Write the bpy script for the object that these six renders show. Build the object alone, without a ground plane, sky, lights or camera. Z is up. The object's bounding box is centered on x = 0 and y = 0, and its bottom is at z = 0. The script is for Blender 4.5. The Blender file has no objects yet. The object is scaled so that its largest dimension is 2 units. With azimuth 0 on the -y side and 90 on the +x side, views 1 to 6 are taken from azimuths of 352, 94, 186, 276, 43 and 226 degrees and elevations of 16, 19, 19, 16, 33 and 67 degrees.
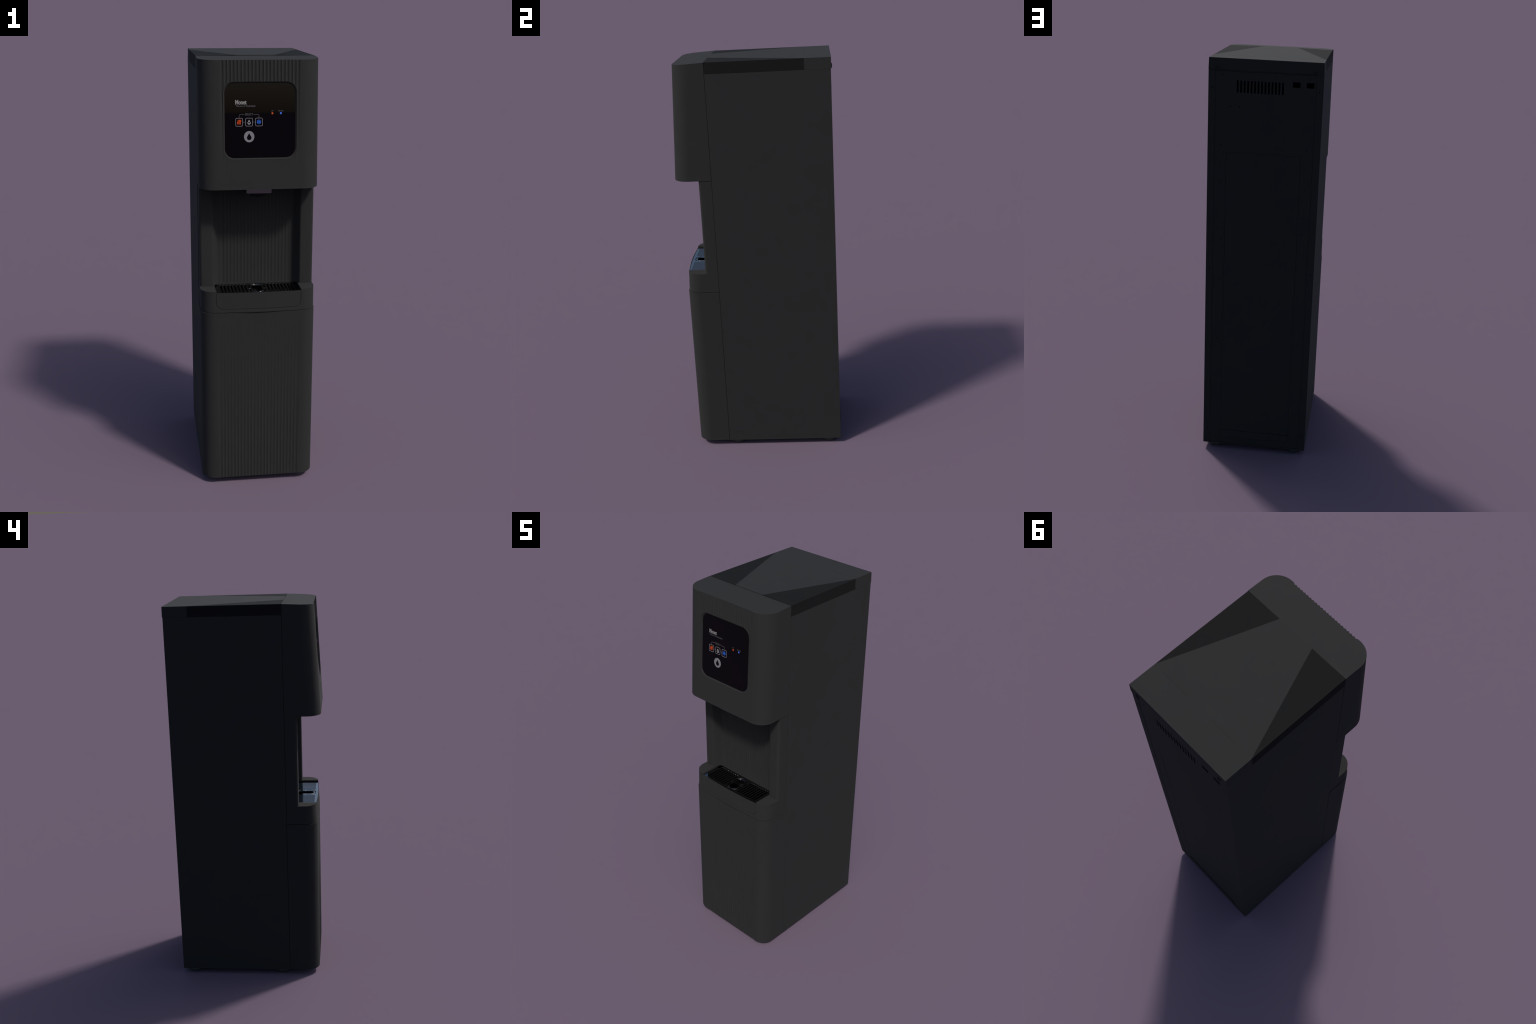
"""Free-standing charcoal water dispenser: cabinet, faceted lid, ribbed head with a
black glass touch display, niche with drip tray and a ribbed lower door."""
import bpy, bmesh, math
from mathutils import Matrix, Vector

# ------------------------------------------------------------------ sizes (metres)
W = 0.2636           # half width
SEAM = -0.204        # y of the joint between front mouldings and cabinet
REAR = 0.3825        # y of the cabinet's rear face
PITCH = 0.015625     # rib spacing
Z_BASE, Z_BODY, Z_LID = 0.0265, 1.9435, 1.9970

# ------------------------------------------------------------------ materials
def principled(name, colour, rough=0.5, metallic=0.0, spec=0.5, grain=0.0, coat=0.0, bump=0.0, scale=60.0):
    m = bpy.data.materials.new(name)
    m.use_nodes = True
    nt = m.node_tree
    p = nt.nodes["Principled BSDF"]
    p.inputs["Base Color"].default_value = (*colour, 1)
    p.inputs["Roughness"].default_value = rough
    p.inputs["Metallic"].default_value = metallic
    p.inputs["Specular IOR Level"].default_value = spec
    p.inputs["Coat Weight"].default_value = coat
    if grain or bump:
        tc = nt.nodes.new("ShaderNodeTexCoord")
        nz = nt.nodes.new("ShaderNodeTexNoise")
        nz.inputs["Scale"].default_value = scale
        nz.inputs["Detail"].default_value = 5.0
        nt.links.new(tc.outputs["Object"], nz.inputs["Vector"])
        if grain:
            ramp = nt.nodes.new("ShaderNodeValToRGB")
            lo = [c * (1 - grain) for c in colour]
            hi = [c * (1 + grain) for c in colour]
            ramp.color_ramp.elements[0].position = 0.3
            ramp.color_ramp.elements[1].position = 0.7
            ramp.color_ramp.elements[0].color = (*lo, 1)
            ramp.color_ramp.elements[1].color = (*hi, 1)
            nt.links.new(nz.outputs["Fac"], ramp.inputs["Fac"])
            nt.links.new(ramp.outputs["Color"], p.inputs["Base Color"])
        if bump:
            fine = nt.nodes.new("ShaderNodeTexNoise")
            fine.inputs["Scale"].default_value = 900.0
            b = nt.nodes.new("ShaderNodeBump")
            b.inputs["Strength"].default_value = bump
            b.inputs["Distance"].default_value = 0.0004
            nt.links.new(tc.outputs["Object"], fine.inputs["Vector"])
            nt.links.new(fine.outputs["Fac"], b.inputs["Height"])
            nt.links.new(b.outputs["Normal"], p.inputs["Normal"])
    return m

SHELL = (0.0128, 0.0128, 0.0126)
ROUGH, SPEC = 0.94, 0.36
M_PLASTIC = principled("charcoal_plastic", SHELL, ROUGH, spec=SPEC, grain=0.04, scale=14)
M_METAL = principled("painted_sheet_metal", SHELL, ROUGH, spec=SPEC, grain=0.04, scale=9)
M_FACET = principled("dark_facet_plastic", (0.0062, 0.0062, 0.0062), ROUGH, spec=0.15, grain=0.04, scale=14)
M_FOOT = principled("black_rubber", (0.012, 0.012, 0.012), 0.6)
M_HOLE = principled("dark_interior", (0.002, 0.002, 0.002), 0.9, spec=0.1)
M_GLASS = principled("black_display_glass", (0.0008, 0.0006, 0.001), 0.02, spec=0.2)
M_CHROME = principled("black_chrome", (0.165, 0.17, 0.18), 0.07, metallic=1.0)
M_SPOUT = principled("smoked_spout", (0.003, 0.003, 0.003), 0.15, spec=0.12)
M_NOZZLE = principled("dark_chrome", (0.17, 0.17, 0.17), 0.15, metallic=1.0)
M_WHITE = principled("grey_white_print", (0.16, 0.15, 0.17), 0.5, spec=0.15)
M_LINE = principled("grey_line_print", (0.085, 0.08, 0.09), 0.5, spec=0.15)
M_TEXT = principled("grey_text_print", (0.20, 0.19, 0.19), 0.5, spec=0.15)
M_DROP = principled("pale_drop_print", (0.36, 0.34, 0.36), 0.5, spec=0.15)
M_RED = principled("orange_red_print", (0.42, 0.045, 0.006), 0.5, spec=0.15)
M_BLUE = principled("blue_print", (0.02, 0.10, 0.48), 0.5, spec=0.15)
M_RED_LAMP = principled("red_lamp", (0.40, 0.055, 0.015), 0.5, spec=0.15)
M_BLUE_LAMP = principled("blue_lamp", (0.045, 0.12, 0.58), 0.5, spec=0.15)

# ------------------------------------------------------------------ helpers
COL = bpy.context.scene.collection
ROOT = bpy.data.objects.new("water_dispenser", None)
ROOT.empty_display_size = 0.3
COL.objects.link(ROOT)
ROOT["label"] = "tall charcoal water dispenser with ribbed front and glass display"
ROOT["category"] = "water dispenser"

def finish(me, angle=30):
    me.polygons.foreach_set("use_smooth", [True] * len(me.polygons))
    me.set_sharp_from_angle(angle=math.radians(angle))
    me.update()

def add(name, me, mat, parent=None, smooth=30):
    if mat is not None:
        me.materials.clear()
        me.materials.append(mat)
    if smooth:
        finish(me, smooth)
    ob = bpy.data.objects.new(name, me)
    COL.objects.link(ob)
    ob.parent = parent or ROOT
    return ob

def from_bm(bm, name):
    bmesh.ops.recalc_face_normals(bm, faces=bm.faces)
    me = bpy.data.meshes.new(name)
    bm.to_mesh(me)
    bm.free()
    return me

def loft(rings, name="loft", bands=1):
    """Closed solid through rings of equal point count, capped at both ends."""
    bm = bmesh.new()
    vs = [[bm.verts.new(p) for p in r] for r in rings]
    n = len(rings[0])
    for a, b in zip(vs, vs[1:]):
        for i in range(n):
            bm.faces.new((a[i], a[(i + 1) % n], b[(i + 1) % n], b[i]))
    bm.faces.new(vs[0][::-1])
    bm.faces.new(vs[-1])
    return from_bm(bm, name)

def box(x0, x1, y0, y1, z0, z1, name="box", bevel=0.0):
    ring = lambda z: [(x0, y0, z), (x1, y0, z), (x1, y1, z), (x0, y1, z)]
    me = loft([ring(z0), ring(z1)], name)
    if bevel:
        bm = bmesh.new(); bm.from_mesh(me)
        bmesh.ops.bevel(bm, geom=bm.edges[:], offset=bevel, segments=2, profile=0.5, affect='EDGES')
        bm.to_mesh(me); bm.free()
    return me

def boolean(me, cutter_meshes, op='DIFFERENCE'):
    a = bpy.data.objects.new("tmp_a", me)
    COL.objects.link(a)
    tmp = []
    for c in cutter_meshes:
        o = bpy.data.objects.new("tmp_c", c)
        COL.objects.link(o)
        tmp.append(o)
        md = a.modifiers.new("b", 'BOOLEAN')
        md.operation, md.object, md.solver = op, o, 'EXACT'
    dg = bpy.context.evaluated_depsgraph_get()
    out = bpy.data.meshes.new_from_object(a.evaluated_get(dg))
    for o in tmp + [a]:
        d = o.data
        bpy.data.objects.remove(o)
        bpy.data.meshes.remove(d)
    return out

def rounded(hx, hy, r, cx=0.0, cy=0.0, seg=10, corners=(1, 1, 1, 1)):
    """Rounded rectangle as 2D points, counter-clockwise from the +x+y corner."""
    pts = []
    for k, (sx, sy) in enumerate(((1, 1), (-1, 1), (-1, -1), (1, -1))):
        rr = r if corners[k] else 1e-4
        for i in range(seg + 1):
            a = math.radians(90 * k + 90 * i / seg)
            pts.append((cx + sx * (hx - rr) + rr * math.cos(a), cy + sy * (hy - rr) + rr * math.sin(a)))
    return pts

def flat_curve(loops, thick, bevel=0.0, cyclic=True):
    """Filled 2D shape (holes allowed) as a mesh lying on local z = 0, `thick` each way."""
    cu = bpy.data.curves.new("shape", 'CURVE')
    cu.dimensions, cu.fill_mode = '2D', 'BOTH'
    cu.extrude, cu.bevel_depth, cu.bevel_resolution = thick, bevel, 2
    if bevel:
        cu.offset = -bevel
    for lp in loops:
        sp = cu.splines.new('POLY')
        sp.points.add(len(lp) - 1)
        for q, (x, y) in zip(sp.points, lp):
            q.co = (x, y, 0, 1)
        sp.use_cyclic_u = True
    return curve_mesh(cu)

def curve_mesh(cu):
    o = bpy.data.objects.new("tmp", cu)
    COL.objects.link(o)
    dg = bpy.context.evaluated_depsgraph_get()
    me = bpy.data.meshes.new_from_object(o.evaluated_get(dg))
    bpy.data.objects.remove(o)
    return me

def stroke(points, width):
    """Outline loop of an open polyline with the given width."""
    left, right = [], []
    for i, p in enumerate(points):
        a = Vector(points[max(i - 1, 0)])
        b = Vector(points[min(i + 1, len(points) - 1)])
        d = (b - a).normalized()
        n = Vector((-d.y, d.x)) * width / 2
        left.append(tuple(Vector(p) + n))
        right.append(tuple(Vector(p) - n))
    return left + right[::-1]

# ------------------------------------------------------------------ front mouldings
def rib(x, half_count, depth, pitch=PITCH):
    """Inward offset of a row of concave flutes that meet in sharp ridges."""
    if depth <= 0 or abs(x) > half_count * pitch + 1e-9:
        return 0.0
    u = (x / pitch) % 1.0 - 0.5
    return depth * (1 - (2 * u) ** 2)

def front_xs(half_count, flat, per=10):
    """x samples over the straight front: dense on the ribs, with groove points doubled up."""
    xs = [-flat]
    n = 2 * half_count
    for k in range(n):
        for i in range(per):
            xs.append((k - half_count) * PITCH + PITCH * i / per)
    xs.append(half_count * PITCH)
    xs.append(flat)
    return xs

def moulding_ring(z, yf, r, half_count, depth, bulge, zfun=None, seg=14, W=W):
    """Plan outline at height z: seam -> side -> rounded corner -> fluted front -> mirrored."""
    flat = W - r
    ring = [(-W, SEAM - 0.0008), (-W, yf + r)]
    for i in range(1, seg + 1):
        a = math.pi + math.pi / 2 * i / seg
        ring.append((-flat + r * math.cos(a), yf + r + r * math.sin(a)))
    ring.pop()
    for x in front_xs(half_count, flat):
        b = bulge * (1 - (x / flat) ** 2)
        ring.append((x, yf - b + rib(x, half_count, depth)))
    for i in range(1, seg + 1):
        a = 1.5 * math.pi + math.pi / 2 * i / seg
        ring.append((flat + r * math.cos(a), yf + r + r * math.sin(a)))
    ring.append((W, SEAM - 0.0008))
    return [(x, y, zfun(y) if zfun else z) for x, y in ring]

def lerp(a, b, t):
    return a + (b - a) * t

# --- head
H_TOP, H_BOT = 1.989, 1.4375
Y_TOP, Y_BOT = -0.361, -0.3885
SLOPE = (Y_TOP - Y_BOT) / (H_TOP - H_BOT)
def head_y(z):
    return Y_BOT + SLOPE * (z - H_BOT)

rings = []
for i in range(13):
    t = i / 12
    z = lerp(H_BOT, H_TOP, t)
    depth = 0.0044 * max(0.0, (z - 1.51) / (H_TOP - 1.51))
    r = lerp(0.074, 0.079, t)
    top = (lambda y: Z_LID - (Z_LID - H_TOP) * (SEAM - y) / (SEAM - Y_TOP)) if i == 12 else None
    rings.append(moulding_ring(z, head_y(z), r, 11, depth, 0.0, top))
head = loft(rings, "head")

# local frame of the display: X right, Y up along the slanted face, Z outwards
UP = Vector((0, SLOPE, 1)).normalized()
OUT = Vector((0, -1, SLOPE)).normalized()
def face_matrix(offset):
    o = Vector((0, head_y(0.0), 0)) + OUT * offset
    m = Matrix((Vector((1, 0, 0)), UP, OUT)).transposed().to_4x4()
    m.translation = o
    return m
UPLEN = UP.z
def fy(z):            # world height -> local Y on the face
    return z / UPLEN

DZ0, DZ1 = fy(1.5755), fy(1.8935)
DC, DH = (DZ0 + DZ1) / 2, (DZ1 - DZ0) / 2
GLASS_IN = 0.0062
def face_ring(hx, hy, r, depth, seg=12, cy=DC):
    m = face_matrix(-depth)
    return [tuple(m @ Vector((x, y, 0))) for x, y in rounded(hx, hy, r, 0, cy, seg)]
BEZEL = 0.0070
cut = loft([face_ring(0.153 + BEZEL - 0.0004, DH + BEZEL - 0.0004, 0.041 + BEZEL, d) for d in (-0.02, 0.03)], "cut")
head = boolean(head, [cut])
OB_HEAD = add("head_housing", head, M_PLASTIC, smooth=22)

# bezel: a ring level with the flute ridges that slopes in to the glass
def tube(rings, name):
    bm = bmesh.new()
    vs = [[bm.verts.new(p) for p in r] for r in rings]
    n, m = len(rings[0]), len(rings)
    for k in range(m):
        a, b = vs[k], vs[(k + 1) % m]
        for i in range(n):
            bm.faces.new((a[i], a[(i + 1) % n], b[(i + 1) % n], b[i]))
    return from_bm(bm, name)
bezel = tube([face_ring(0.153 + BEZEL, DH + BEZEL, 0.041 + BEZEL, 0.012), face_ring(0.153 + BEZEL, DH + BEZEL, 0.041 + BEZEL, -0.0002),
              face_ring(0.153 + BEZEL - 0.0012, DH + BEZEL - 0.0012, 0.041 + BEZEL - 0.0012, -0.0002),
              face_ring(0.1528, DH - 0.0002, 0.041, GLASS_IN), face_ring(0.1528, DH - 0.0002, 0.041, 0.012)], "bezel")
add("display_bezel", bezel, M_PLASTIC, OB_HEAD, smooth=25)
TILT = Matrix.Translation(face_matrix(-GLASS_IN) @ Vector((0, DC, 0))) @ Matrix.Rotation(math.radians(-0.70), 4, 'X') @ Matrix.Translation(-(face_matrix(-GLASS_IN) @ Vector((0, DC, 0))))
glass = loft([face_ring(0.1527, DH - 0.0003, 0.041, 0.028), face_ring(0.1527, DH - 0.0003, 0.041, GLASS_IN + 0.0006),
              face_ring(0.1523, DH - 0.0007, 0.0405, GLASS_IN)], "glass")
glass.transform(TILT)
OB_GLASS = add("touch_display", glass, M_GLASS)

# --- niche column under the head
NICHE_Y, NICHE_PITCH = -0.2222, 0.0160
def niche_outline(W=W - 0.002):
    half = [(W, SEAM - 0.0008)]
    yc, ro = -0.2678, 0.013
    for i in range(9):
        a = math.pi / 2 * i / 8
        half.append((W - ro + ro * math.cos(a), yc + ro - ro * math.sin(a)))
    lean = math.radians(60)
    ri, xl = 0.010, 0.2080                         # convex lip into the niche
    for i in range(1, 9):
        a = lean * i / 8
        half.append((xl - ri * math.sin(a), yc + ri - ri * math.cos(a)))
    rc = 0.008                                     # concave foot of the slanted wall
    x0, y0 = half[-1]
    run = (NICHE_Y - rc * (1 - math.cos(lean)) - y0) / math.tan(lean)
    x1 = x0 - run
    for i in range(9):
        a = lean * (1 - i / 8)
        half.append((x1 - rc * (math.sin(lean) - math.sin(a)), NICHE_Y - rc * (1 - math.cos(a))))
    back = []
    n, per = 20, 10
    for k in range(n):
        for i in range(per + (k == n - 1)):
            x = NICHE_PITCH * (10 - k - i / per)
            back.append((x, NICHE_Y + rib(x, 10, 0.0020, NICHE_PITCH)))
    return half + back + [(-x, y) for x, y in half[::-1]]

T_BOT, T_TOP = 0.8648, 0.9632
outline = niche_outline()
add("niche_panel", loft([[(x, y, z) for x, y in outline] for z in (T_TOP + 0.0002, 1.1, 1.3, H_BOT - 0.0002)], "niche"), M_PLASTIC, smooth=32)

# --- tray housing and drawer
def tray_block():
    rs = []
    for i in range(7):
        t = i / 6
        z = lerp(T_BOT, T_TOP, t)
        rs.append(moulding_ring(z, lerp(-0.3608, -0.3572, t), 0.064, 3, 0.0, 0.0082, W=W - 0.0018))
    return loft(rs, "tray")

def drawer_cutter(hx, zb, zt, r, y0, y1):
    """Box with its two lower edges rounded, running front to back."""
    zc, hz = (zb + zt) / 2, (zt - zb) / 2
    prof = rounded(hx, hz, r, 0, zc, 12, (0, 0, 1, 1))
    return loft([[(x, y0, z) for x, z in prof], [(x, y1, z) for x, z in prof]], "dc")

cut_front = drawer_cutter(0.1945, 0.8805, 1.05, 0.031, -0.45, -0.33)
well = loft([[(x, y, z) for x, y in rounded(0.1945, 0.0585, 0.020, 0, -0.2815, 10, (1, 1, 0, 0))] for z in (0.878, 1.0)], "well")
housing = boolean(tray_block(), [cut_front, well])
add("tray_housing", housing, M_PLASTIC, smooth=30)

drawer = boolean(tray_block(), [drawer_cutter(0.1929, 0.8821, 0.9575, 0.030, -0.45, -0.336)], 'INTERSECT')
bow = [(-0.1918, -0.25), (0.1918, -0.25)][::-1] + [(x, -0.3563 - 0.0076 * (1 - (x / 0.1918) ** 2)) for x in [lerp(-0.1918, 0.1918, i / 24) for i in range(25)]]
well2 = loft([[(x, y, z) for x, y in bow] for z in (0.9495, 1.0)], "well2")
drawer = boolean(drawer, [well2])
OB_DRAWER = add("drip_drawer", drawer, M_PLASTIC, smooth=30)
add("drawer_floor", box(-0.193, 0.193, -0.345, -0.2245, 0.8785, 0.8855, "floor"), M_SPOUT, OB_DRAWER)

# --- drip grate: black chrome plate with slots, obround ring of arc slots and a centre hole
G_Y0, G_Y1 = -0.3560, -0.2238
def grate_outline():
    pts = []
    back = rounded(0.1925, (G_Y1 - G_Y0) / 2, 0.019, 0, (G_Y0 + G_Y1) / 2, 8, (1, 1, 0, 0))
    pts += back[:18]
    for i in range(25):                            # bowed front edge following the drawer
        x = lerp(-0.1925, 0.1925, i / 24)
        pts.append((x, G_Y0 - 0.0075 * (1 - (x / 0.1925) ** 2)))
    return pts
loops = [grate_outline()]
for s in (-1, 1):
    for k in range(8):
        x = s * (0.0525 + 0.016 * k)
        loops.append(rounded(0.0034, 0.0550, 0.0033, x, -0.2915, 5))
CY, HX, HY, RR = -0.2935, 0.0355, 0.0545, 0.033
def ring_point(s, grown):
    """Point at share s (0..1) of the obround, counter-clockwise from mid front."""
    pts = rounded(HX + grown, HY + grown, RR + grown, 0, CY, 12)
    pts = [(0, CY - HY - grown)] + pts[39:] + [(HX + grown, CY)] + pts[:26] + [(-HX - grown, CY)] + pts[26:39] + [(0, CY - HY - grown)]
    acc = [0.0]
    for a, b in zip(pts, pts[1:]):
        acc.append(acc[-1] + math.dist(a, b))
    t = s * acc[-1]
    for i in range(len(pts) - 1):
        if t <= acc[i + 1] + 1e-9:
            q = (t - acc[i]) / max(acc[i + 1] - acc[i], 1e-9)
            return (lerp(pts[i][0], pts[i + 1][0], q), lerp(pts[i][1], pts[i + 1][1], q))
    return pts[-1]
for q in range(4):
    a, b = q / 4 + 0.016, (q + 1) / 4 - 0.016
    ss = [lerp(a, b, i / 20) for i in range(21)]
    loops.append([ring_point(s, 0.0026) for s in ss] + [ring_point(s, -0.0026) for s in ss[::-1]])
loops.append(rounded(0.0228, 0.0440, 0.0190, 0, CY, 12))
grate = flat_curve(loops, 0.0027, 0.0015)
grate.transform(Matrix.Translation((0, 0, 0.9560 - 0.0042)))
add("drip_grate", grate, M_CHROME, smooth=50)

# --- lower door
D_BOT, D_TOP = 0.0285, 0.8620
rings = []
for i in range(15):
    t = i / 14
    z = lerp(D_BOT, D_TOP, t)
    depth = 0.0026 * max(0.0, 1 - (z - D_BOT) / 0.83)
    rings.append(moulding_ring(z, lerp(-0.3634, -0.3642, t), 0.065, 12, depth, 0.0))
add("lower_door", loft(rings, "door"), M_PLASTIC, smooth=22)

# --- hidden core that closes the joints between the mouldings
add("inner_frame", box(-0.2585, 0.2585, -0.2125, -0.19, 0.034, 1.94, "core"), M_HOLE)
add("joint_liner", loft([[(x * 0.985, y, z) for x, y, _ in moulding_ring(0, -0.353, 0.064, 3, 0, 0.0)] for z in (0.855, 0.8735)], "liner"), M_HOLE)

# --- dispensing nozzle
noz = [[(x, y, z) for x, y in rounded(0.0580, 0.0470, 0.014, -0.001, -0.3135, 8)] for z in (1.4140, 1.4400)]
add("nozzle_plate", loft([[(x, y, z) for x, y in rounded(0.078, 0.038, 0.012, 0, -0.308, 6)] for z in (1.4270, 1.4385)], "plate"), M_HOLE)
OB_NOZ = add("nozzle_block", loft(noz, "nozzle"), M_NOZZLE)
sp = []
for z, g in ((1.3960, 0.0), (1.3980, 0.003), (1.4145, 0.008)):
    sp.append([(x, y, z) for x, y in rounded(0.030 + g, 0.028 + g, 0.018 + g, -0.002, -0.315, 8)])
OB_SPOUT = add("spout", loft(sp, "spout"), M_SPOUT, OB_NOZ)
def disc(r0, r1, h, seg=24):
    return [[(r * math.cos(2 * math.pi * i / seg), r * math.sin(2 * math.pi * i / seg), z) for i in range(seg)]
            for r, z in ((r0, 0.0), (r1, h))]
glint_disc_me = loft(disc(0.0055, 0.007, 0.006), "spout_glint_disc")  # chrome discs modelled to give the bright highlight specks below the spout
finish(glint_disc_me); glint_disc_me.materials.append(M_CHROME)
for k, x in enumerate((-0.016, 0.014)):
    o = bpy.data.objects.new("spout_glint_disc", glint_disc_me)
    COL.objects.link(o); o.parent = OB_NOZ
    o.location = (x, -0.316, 1.3915)

# ------------------------------------------------------------------ display print
MF = TILT @ face_matrix(-GLASS_IN + 0.0001)
def printed(name, loops, mat, lift=0.00025, shift=(0, 0)):
    me = flat_curve(loops, lift)
    me.transform(MF)
    return add(name, me, mat, OB_GLASS, smooth=0)

def lettering(name, body, x0, x1, z0, z1, mat, bold=0.0, height_chars=None, heavy=0.0):
    cu = bpy.data.curves.new(name, 'FONT')
    cu.body, cu.size, cu.extrude, cu.offset = body, 1.0, 0.0, bold
    me = curve_mesh(cu)
    xs = [v.co.x for v in me.vertices]
    ref = bpy.data.curves.new("ref", 'FONT')
    ref.body, ref.offset = height_chars or body, bold
    rme = curve_mesh(ref)
    ys = [v.co.y for v in rme.vertices]
    bpy.data.meshes.remove(rme)
    ax, ay = (x1 - x0) / (max(xs) - min(xs)), (fy(z1) - fy(z0)) / (max(ys) - min(ys))
    for v in me.vertices:
        v.co = (x0 + (v.co.x - min(xs)) * ax, fy(z0) + (v.co.y - min(ys)) * ay, 0.0003)
    if heavy:                                      # second strike beside the first
        bm = bmesh.new(); bm.from_mesh(me)
        dup = bmesh.ops.duplicate(bm, geom=bm.verts[:] + bm.edges[:] + bm.faces[:])
        for v in dup["geom"]:
            if isinstance(v, bmesh.types.BMVert):
                v.co += Vector((heavy, 0, 0.0001))
        bm.to_mesh(me); bm.free()
    me.transform(MF)
    return add(name, me, mat, OB_GLASS, smooth=0)

DX, DZ = 0.0022, -0.0026      # parallax between front plane and the recessed glass
def px(x): return x + DX
def pz(z): return z + DZ
lettering("brand_lettering", "Monet", px(-0.1090), px(-0.0608), pz(1.8062), pz(1.8255), M_TEXT, 0.014, "M", heavy=0.0009)
lettering("slogan_lettering", "The art of Hydration", px(-0.1065), px(-0.0222), pz(1.7958), pz(1.8040), M_LINE, 0.0, "T")
lettering("select_lettering", "SELECT", px(-0.0672), px(-0.0328), pz(1.7600), pz(1.7690), M_LINE, 0.0, "S")
lettering("uv_lettering", "UV", px(0.0462), px(0.0556), pz(1.7752), pz(1.7806), M_LINE, 0.0, "U")
lettering("service_lettering", "Service", px(0.0770), px(0.1000), pz(1.7752), pz(1.7812), M_LINE, 0.0, "S")

BW, BH, BT = 0.0158, 0.0178, 0.0018
BZ = pz(1.7312)
def frame(cx):
    return [rounded(BW, BH, 0.0058, cx, fy(BZ), 6), rounded(BW - BT, BH - BT, 0.0042, cx, fy(BZ), 6)]
BX = [px(-0.0926), px(-0.0499), px(-0.0070)]
for cx in BX:
    printed("button_frame", frame(cx), M_WHITE)
# connector lines between the buttons and the bracket over them
for a, b in zip(BX, BX[1:]):
    printed("button_link", [stroke([(a + BW, fy(BZ)), (b - BW, fy(BZ))], 0.0013)], M_LINE)
zt = fy(pz(1.7638))
for s, cx, xe in ((1, BX[0], px(-0.0700)), (-1, BX[2], px(-0.0305))):
    arc = [(cx, fy(BZ) + BH)]
    for i in range(9):
        a = math.pi / 2 * i / 8
        arc.append((cx + s * 0.005 * (1 - math.cos(a)), zt - 0.005 + 0.005 * math.sin(a)))
    arc.append((xe, zt))
    printed("select_bracket", [stroke(arc, 0.0013)], M_LINE)

def drop(cx, cy, half_w, height, n=28):
    """Water-drop outline: round belly, pointed tip; cy is the middle."""
    pts = []
    base = cy - height / 2 + half_w
    tip = cy + height / 2
    tang = math.asin(min(1.0, half_w / (tip - base)))
    for i in range(n + 1):
        a = lerp(tang, -math.pi - tang, i / n)
        pts.append((cx + half_w * math.cos(a), base + half_w * math.sin(a)))
    pts.append((cx, tip))
    return pts
printed("drop_icon", [drop(BX[1], fy(BZ), 0.0064, 0.0200), drop(BX[1], fy(BZ) - 0.0004, 0.0040, 0.0128)], M_DROP)
for dx in (-0.0056, 0.0, 0.0056):
    wave = [(BX[0] + dx + 0.0016 * math.sin(2 * math.pi * t / 16 + 0.4), fy(BZ) + 0.0006 + 0.0096 * (1 - t / 8)) for t in range(17)]
    printed("heat_wave_icon", [stroke(wave, 0.0036)], M_RED)
snow = []
c0 = Vector((BX[2], fy(BZ) + 0.0006))
for k in range(6):
    a = math.radians(90 + 60 * k)
    d = Vector((math.cos(a), math.sin(a)))
    n = Vector((-d.y, d.x))
    snow.append(stroke([tuple(c0), tuple(c0 + d * 0.0098)], 0.0019))
    for s in (-1, 1):
        snow.append(stroke([tuple(c0 + d * 0.0056), tuple(c0 + d * 0.0086 + n * s * 0.0034)], 0.0016))
for i, lp in enumerate(snow):
    printed("snowflake_arm", [lp], M_BLUE, 0.00025 + 0.000006 * i)
CZ = fy(pz(1.6692))
circle = [(px(-0.0498) + 0.0224 * math.cos(2 * math.pi * i / 48), CZ + 0.0241 * math.sin(2 * math.pi * i / 48)) for i in range(48)]
printed("dispense_button", [circle, drop(px(-0.0498), CZ + 0.0002, 0.0100, 0.0300)], M_WHITE)
for nm, cx, mat in (("red_lamp", 0.0512, M_RED_LAMP), ("blue_lamp", 0.0880, M_BLUE_LAMP)):
    printed(nm, [[(px(cx) + 0.0042 * math.cos(2 * math.pi * i / 24), fy(pz(1.7676)) + 0.0046 * math.sin(2 * math.pi * i / 24)) for i in range(24)]], mat)

# ------------------------------------------------------------------ cabinet
cab = box(-W, W, SEAM + 0.0009, REAR, Z_BASE, Z_BODY, "cabinet", 0.0008)
P_X, P_Z0, P_Z1 = 0.2312, 0.0295, 1.9425
cab = boolean(cab, [box(-P_X, P_X, -0.186, REAR + 0.1, P_Z0 + 0.004, P_Z1 - 0.003, "r")])
OB_CAB = add("cabinet", cab, M_METAL, smooth=10)
add("cabinet_lining", box(-P_X + 0.001, P_X - 0.001, -0.1855, -0.180, 0.04, 1.935, "lining"), M_HOLE, OB_CAB)

# rear sheet: an inverted U around the service panel
S_X, S_Z0, S_Z1 = 0.1752, 0.1060, 1.5652
YP0, YP1 = REAR - 0.006, REAR - 0.0008
px_, pz0, pz1 = P_X - 0.0009, P_Z0 + 0.0055, P_Z1 - 0.0042
sheet = box(-px_, px_, YP0, YP1, pz0, pz1, "sheet")
cuts = [box(-S_X, S_X, 0.3, 0.5, S_Z0, S_Z1, "c"), box(-0.1755, 0.1755, 0.31, 0.5, 0.0690, S_Z0 + 0.001, "c")]
def y_prism(loop, y0=0.3, y1=0.5):
    return loft([[(x, y0, z) for x, z in loop], [(x, y1, z) for x, z in loop]], "p")
vents = []
for k in range(14):
    vents.append(y_prism(rounded(0.0043, 0.0285, 0.0042, 0.1285 - 0.01594 * k, 1.8712, 5)))
for cx in (-0.1405, -0.2035):
    vents.append(y_prism(rounded(0.0172, 0.0122, 0.001, cx, 1.8922, 3)))
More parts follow.
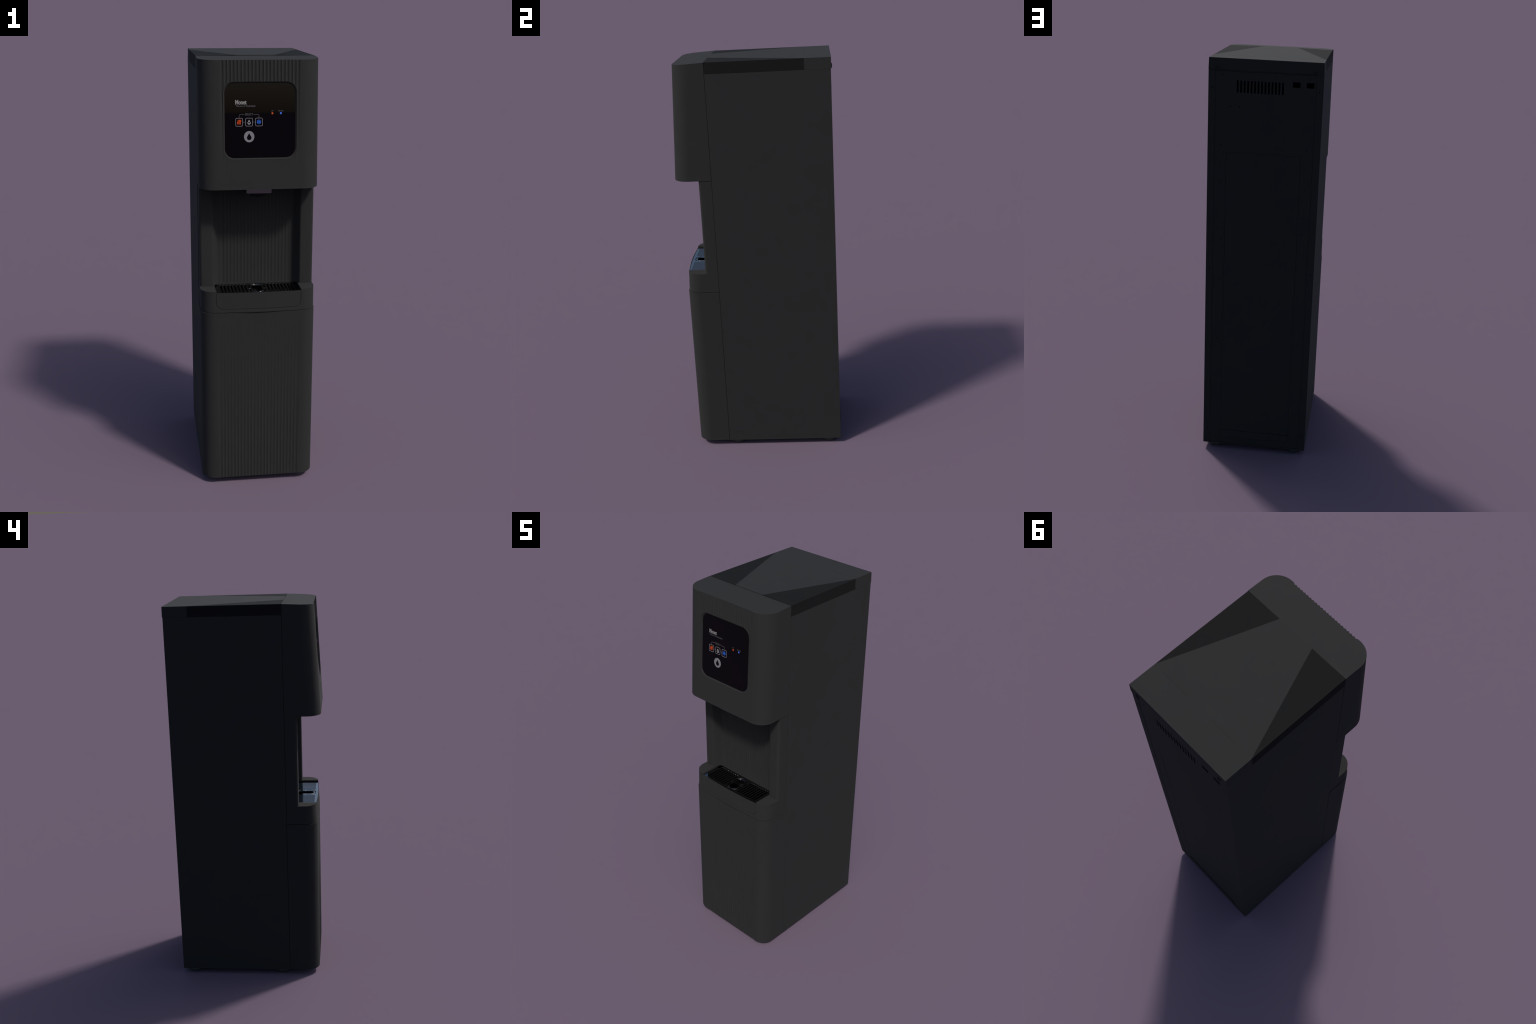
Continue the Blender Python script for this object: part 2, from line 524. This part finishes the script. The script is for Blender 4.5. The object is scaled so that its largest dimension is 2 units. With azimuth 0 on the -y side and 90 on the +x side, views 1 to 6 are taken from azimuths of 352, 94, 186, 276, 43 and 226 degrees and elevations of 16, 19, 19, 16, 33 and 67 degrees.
# small screw holes and knock-outs in the sheet
holes = []
for x, z in ((0.2, 1.92), (-0.199, 1.919), (0.158, 1.78), (0.119, 1.78), (0.201, 1.6), (-0.199, 1.6),
             (0.19, 1.144), (-0.197, 1.189), (0.201, 0.06), (-0.2, 0.061), (0.201, 0.62), (-0.201, 0.62)):
    holes.append(y_prism([(x + 0.0028 * math.cos(2 * math.pi * i / 12), z + 0.0028 * math.sin(2 * math.pi * i / 12)) for i in range(12)]))
knock = []
for s in (-1, 1):
    for z, hz in ((1.50, 0.007), (1.41, 0.008), (1.30, 0.007), (1.245, 0.007), (0.86, 0.008), (0.80, 0.007), (0.70, 0.006), (0.44, 0.006), (0.34, 0.005)):
        knock.append(box(s * 0.200 - 0.0012, s * 0.200 + 0.0012, REAR - 0.0022, 0.5, z - hz, z + hz, "k"))
    for z in (0.937, 1.269):
        knock.append(box(s * 0.2025 - 0.020, s * 0.2025 + 0.020, REAR - 0.002, 0.5, z - 0.0006, z + 0.0006, "k"))
    for cz in (1.20, 0.645, 1.435):       # half-moon scores
        o, i_ = [], []
        for j in range(13):
            a = math.pi + math.pi * j / 12
            o.append((s * 0.202 + 0.0125 * math.cos(a), cz + 0.0125 * math.sin(a)))
            i_.append((s * 0.202 + 0.0115 * math.cos(a), cz + 0.0115 * math.sin(a)))
        knock.append(y_prism(o + i_[::-1], REAR - 0.002, 0.5))
sheet = boolean(sheet, cuts + vents + holes + knock)
OB_SHEET = add("rear_panel", sheet, M_METAL, OB_CAB, smooth=30)
for s in (-1, 1):
    add("panel_stiffener", box(min(s * 0.179, s * 0.228), max(s * 0.179, s * 0.228), REAR - 0.012, REAR - 0.0075, 0.04, 1.70, "stiff"), M_HOLE, OB_SHEET)
# service panel and the ledge under it
prof = [(YP0, S_Z0 + 0.001), (REAR - 0.0012, S_Z0 + 0.001), (REAR - 0.0012, S_Z1 - 0.001), (YP0, S_Z1 - 0.001)]
add("service_panel", loft([[(x, y, z) for y, z in prof] for x in (-S_X + 0.001, S_X - 0.001)], "service"), M_METAL, OB_CAB, smooth=20)
add("rear_ledge", box(-0.1765, 0.1765, REAR - 0.022, REAR + 0.0038, 0.0698, 0.1050, "bar", 0.0012), M_METAL, OB_CAB, smooth=10)

# ------------------------------------------------------------------ faceted lid
FX, FY0, FY1 = 0.0875, -0.2040, 0.261          # inner end, front and rear of the dark facets
LR = 0.3845
ZF = 2.0                                        # crown of the lid at the front
bm = bmesh.new()
top = [(-FX, FY0, ZF), (FX, FY0, ZF), (W, FY1, Z_LID), (W, LR, Z_LID), (-W, LR, Z_LID), (-W, FY1, Z_LID)]
WT = W - 0.0018                                 # the lid narrows slightly towards its top
tv = [bm.verts.new((max(-WT, min(WT, x)), y, z)) for x, y, z in top]
bv = [bm.verts.new((x, y, Z_BODY + 0.0008)) for x, y, z in top]
bm.faces.new((tv[0], tv[1], tv[2], tv[5]))
bm.faces.new((tv[5], tv[2], tv[3], tv[4]))
bm.faces.new(bv[::-1])
for i in range(6):
    bm.faces.new((tv[i], tv[(i + 1) % 6], bv[(i + 1) % 6], bv[i]))
OB_LID = add("lid", from_bm(bm, "lid"), M_PLASTIC, smooth=0)
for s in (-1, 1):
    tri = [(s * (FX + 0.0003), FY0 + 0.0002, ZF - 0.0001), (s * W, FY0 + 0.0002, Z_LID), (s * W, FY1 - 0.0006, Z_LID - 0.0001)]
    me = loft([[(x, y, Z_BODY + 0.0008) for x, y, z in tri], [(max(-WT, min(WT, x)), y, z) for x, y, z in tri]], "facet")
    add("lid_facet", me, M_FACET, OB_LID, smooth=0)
# score line where the crown folds
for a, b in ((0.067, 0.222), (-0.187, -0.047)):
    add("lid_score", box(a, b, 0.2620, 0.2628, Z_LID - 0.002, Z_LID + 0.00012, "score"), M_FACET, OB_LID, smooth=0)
# screw tabs on the lid's rear edge
for s in (-1, 1):
    prof = [(s * 0.224 + dx, z) for dx, z in rounded(0.0075, 0.0100, 0.0065, 0, Z_BODY + 0.0112, 6, (1, 1, 0, 0))]
    tab = y_prism(prof, LR - 0.004, 0.3885)
    add("lid_tab", tab, M_PLASTIC, OB_LID)

# ------------------------------------------------------------------ screws and feet
screw_me = loft([[(r * math.cos(2 * math.pi * i / 16), y, r * math.sin(2 * math.pi * i / 16)) for i in range(16)]
                 for r, y in ((0.0033, -0.002), (0.0033, 0.0004), (0.0022, 0.0010))], "screw")
finish(screw_me); screw_me.materials.append(M_HOLE)
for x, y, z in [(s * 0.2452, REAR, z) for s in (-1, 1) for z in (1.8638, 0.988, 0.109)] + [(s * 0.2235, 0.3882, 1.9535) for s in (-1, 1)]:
    o = bpy.data.objects.new("screw", screw_me)
    COL.objects.link(o); o.parent = OB_CAB
    o.location = (x, y, z)

seg = 40
foot_rings = []
for r, z in ((0.0398, 0.0), (0.0410, 0.0012), (0.0412, 0.0030), (0.0412, 0.0150), (0.0395, 0.0175), (0.0395, 0.0310)):
    foot_rings.append([(r * math.cos(2 * math.pi * i / seg), r * math.sin(2 * math.pi * i / seg), z) for i in range(seg)])
foot_me = loft(foot_rings, "foot")
finish(foot_me, 40); foot_me.materials.append(M_FOOT)
for x in (-0.2045, 0.2045):
    for y in (-0.158, 0.3235):
        o = bpy.data.objects.new("foot", foot_me)
        COL.objects.link(o); o.parent = ROOT
        o.location = (x, y, 0)
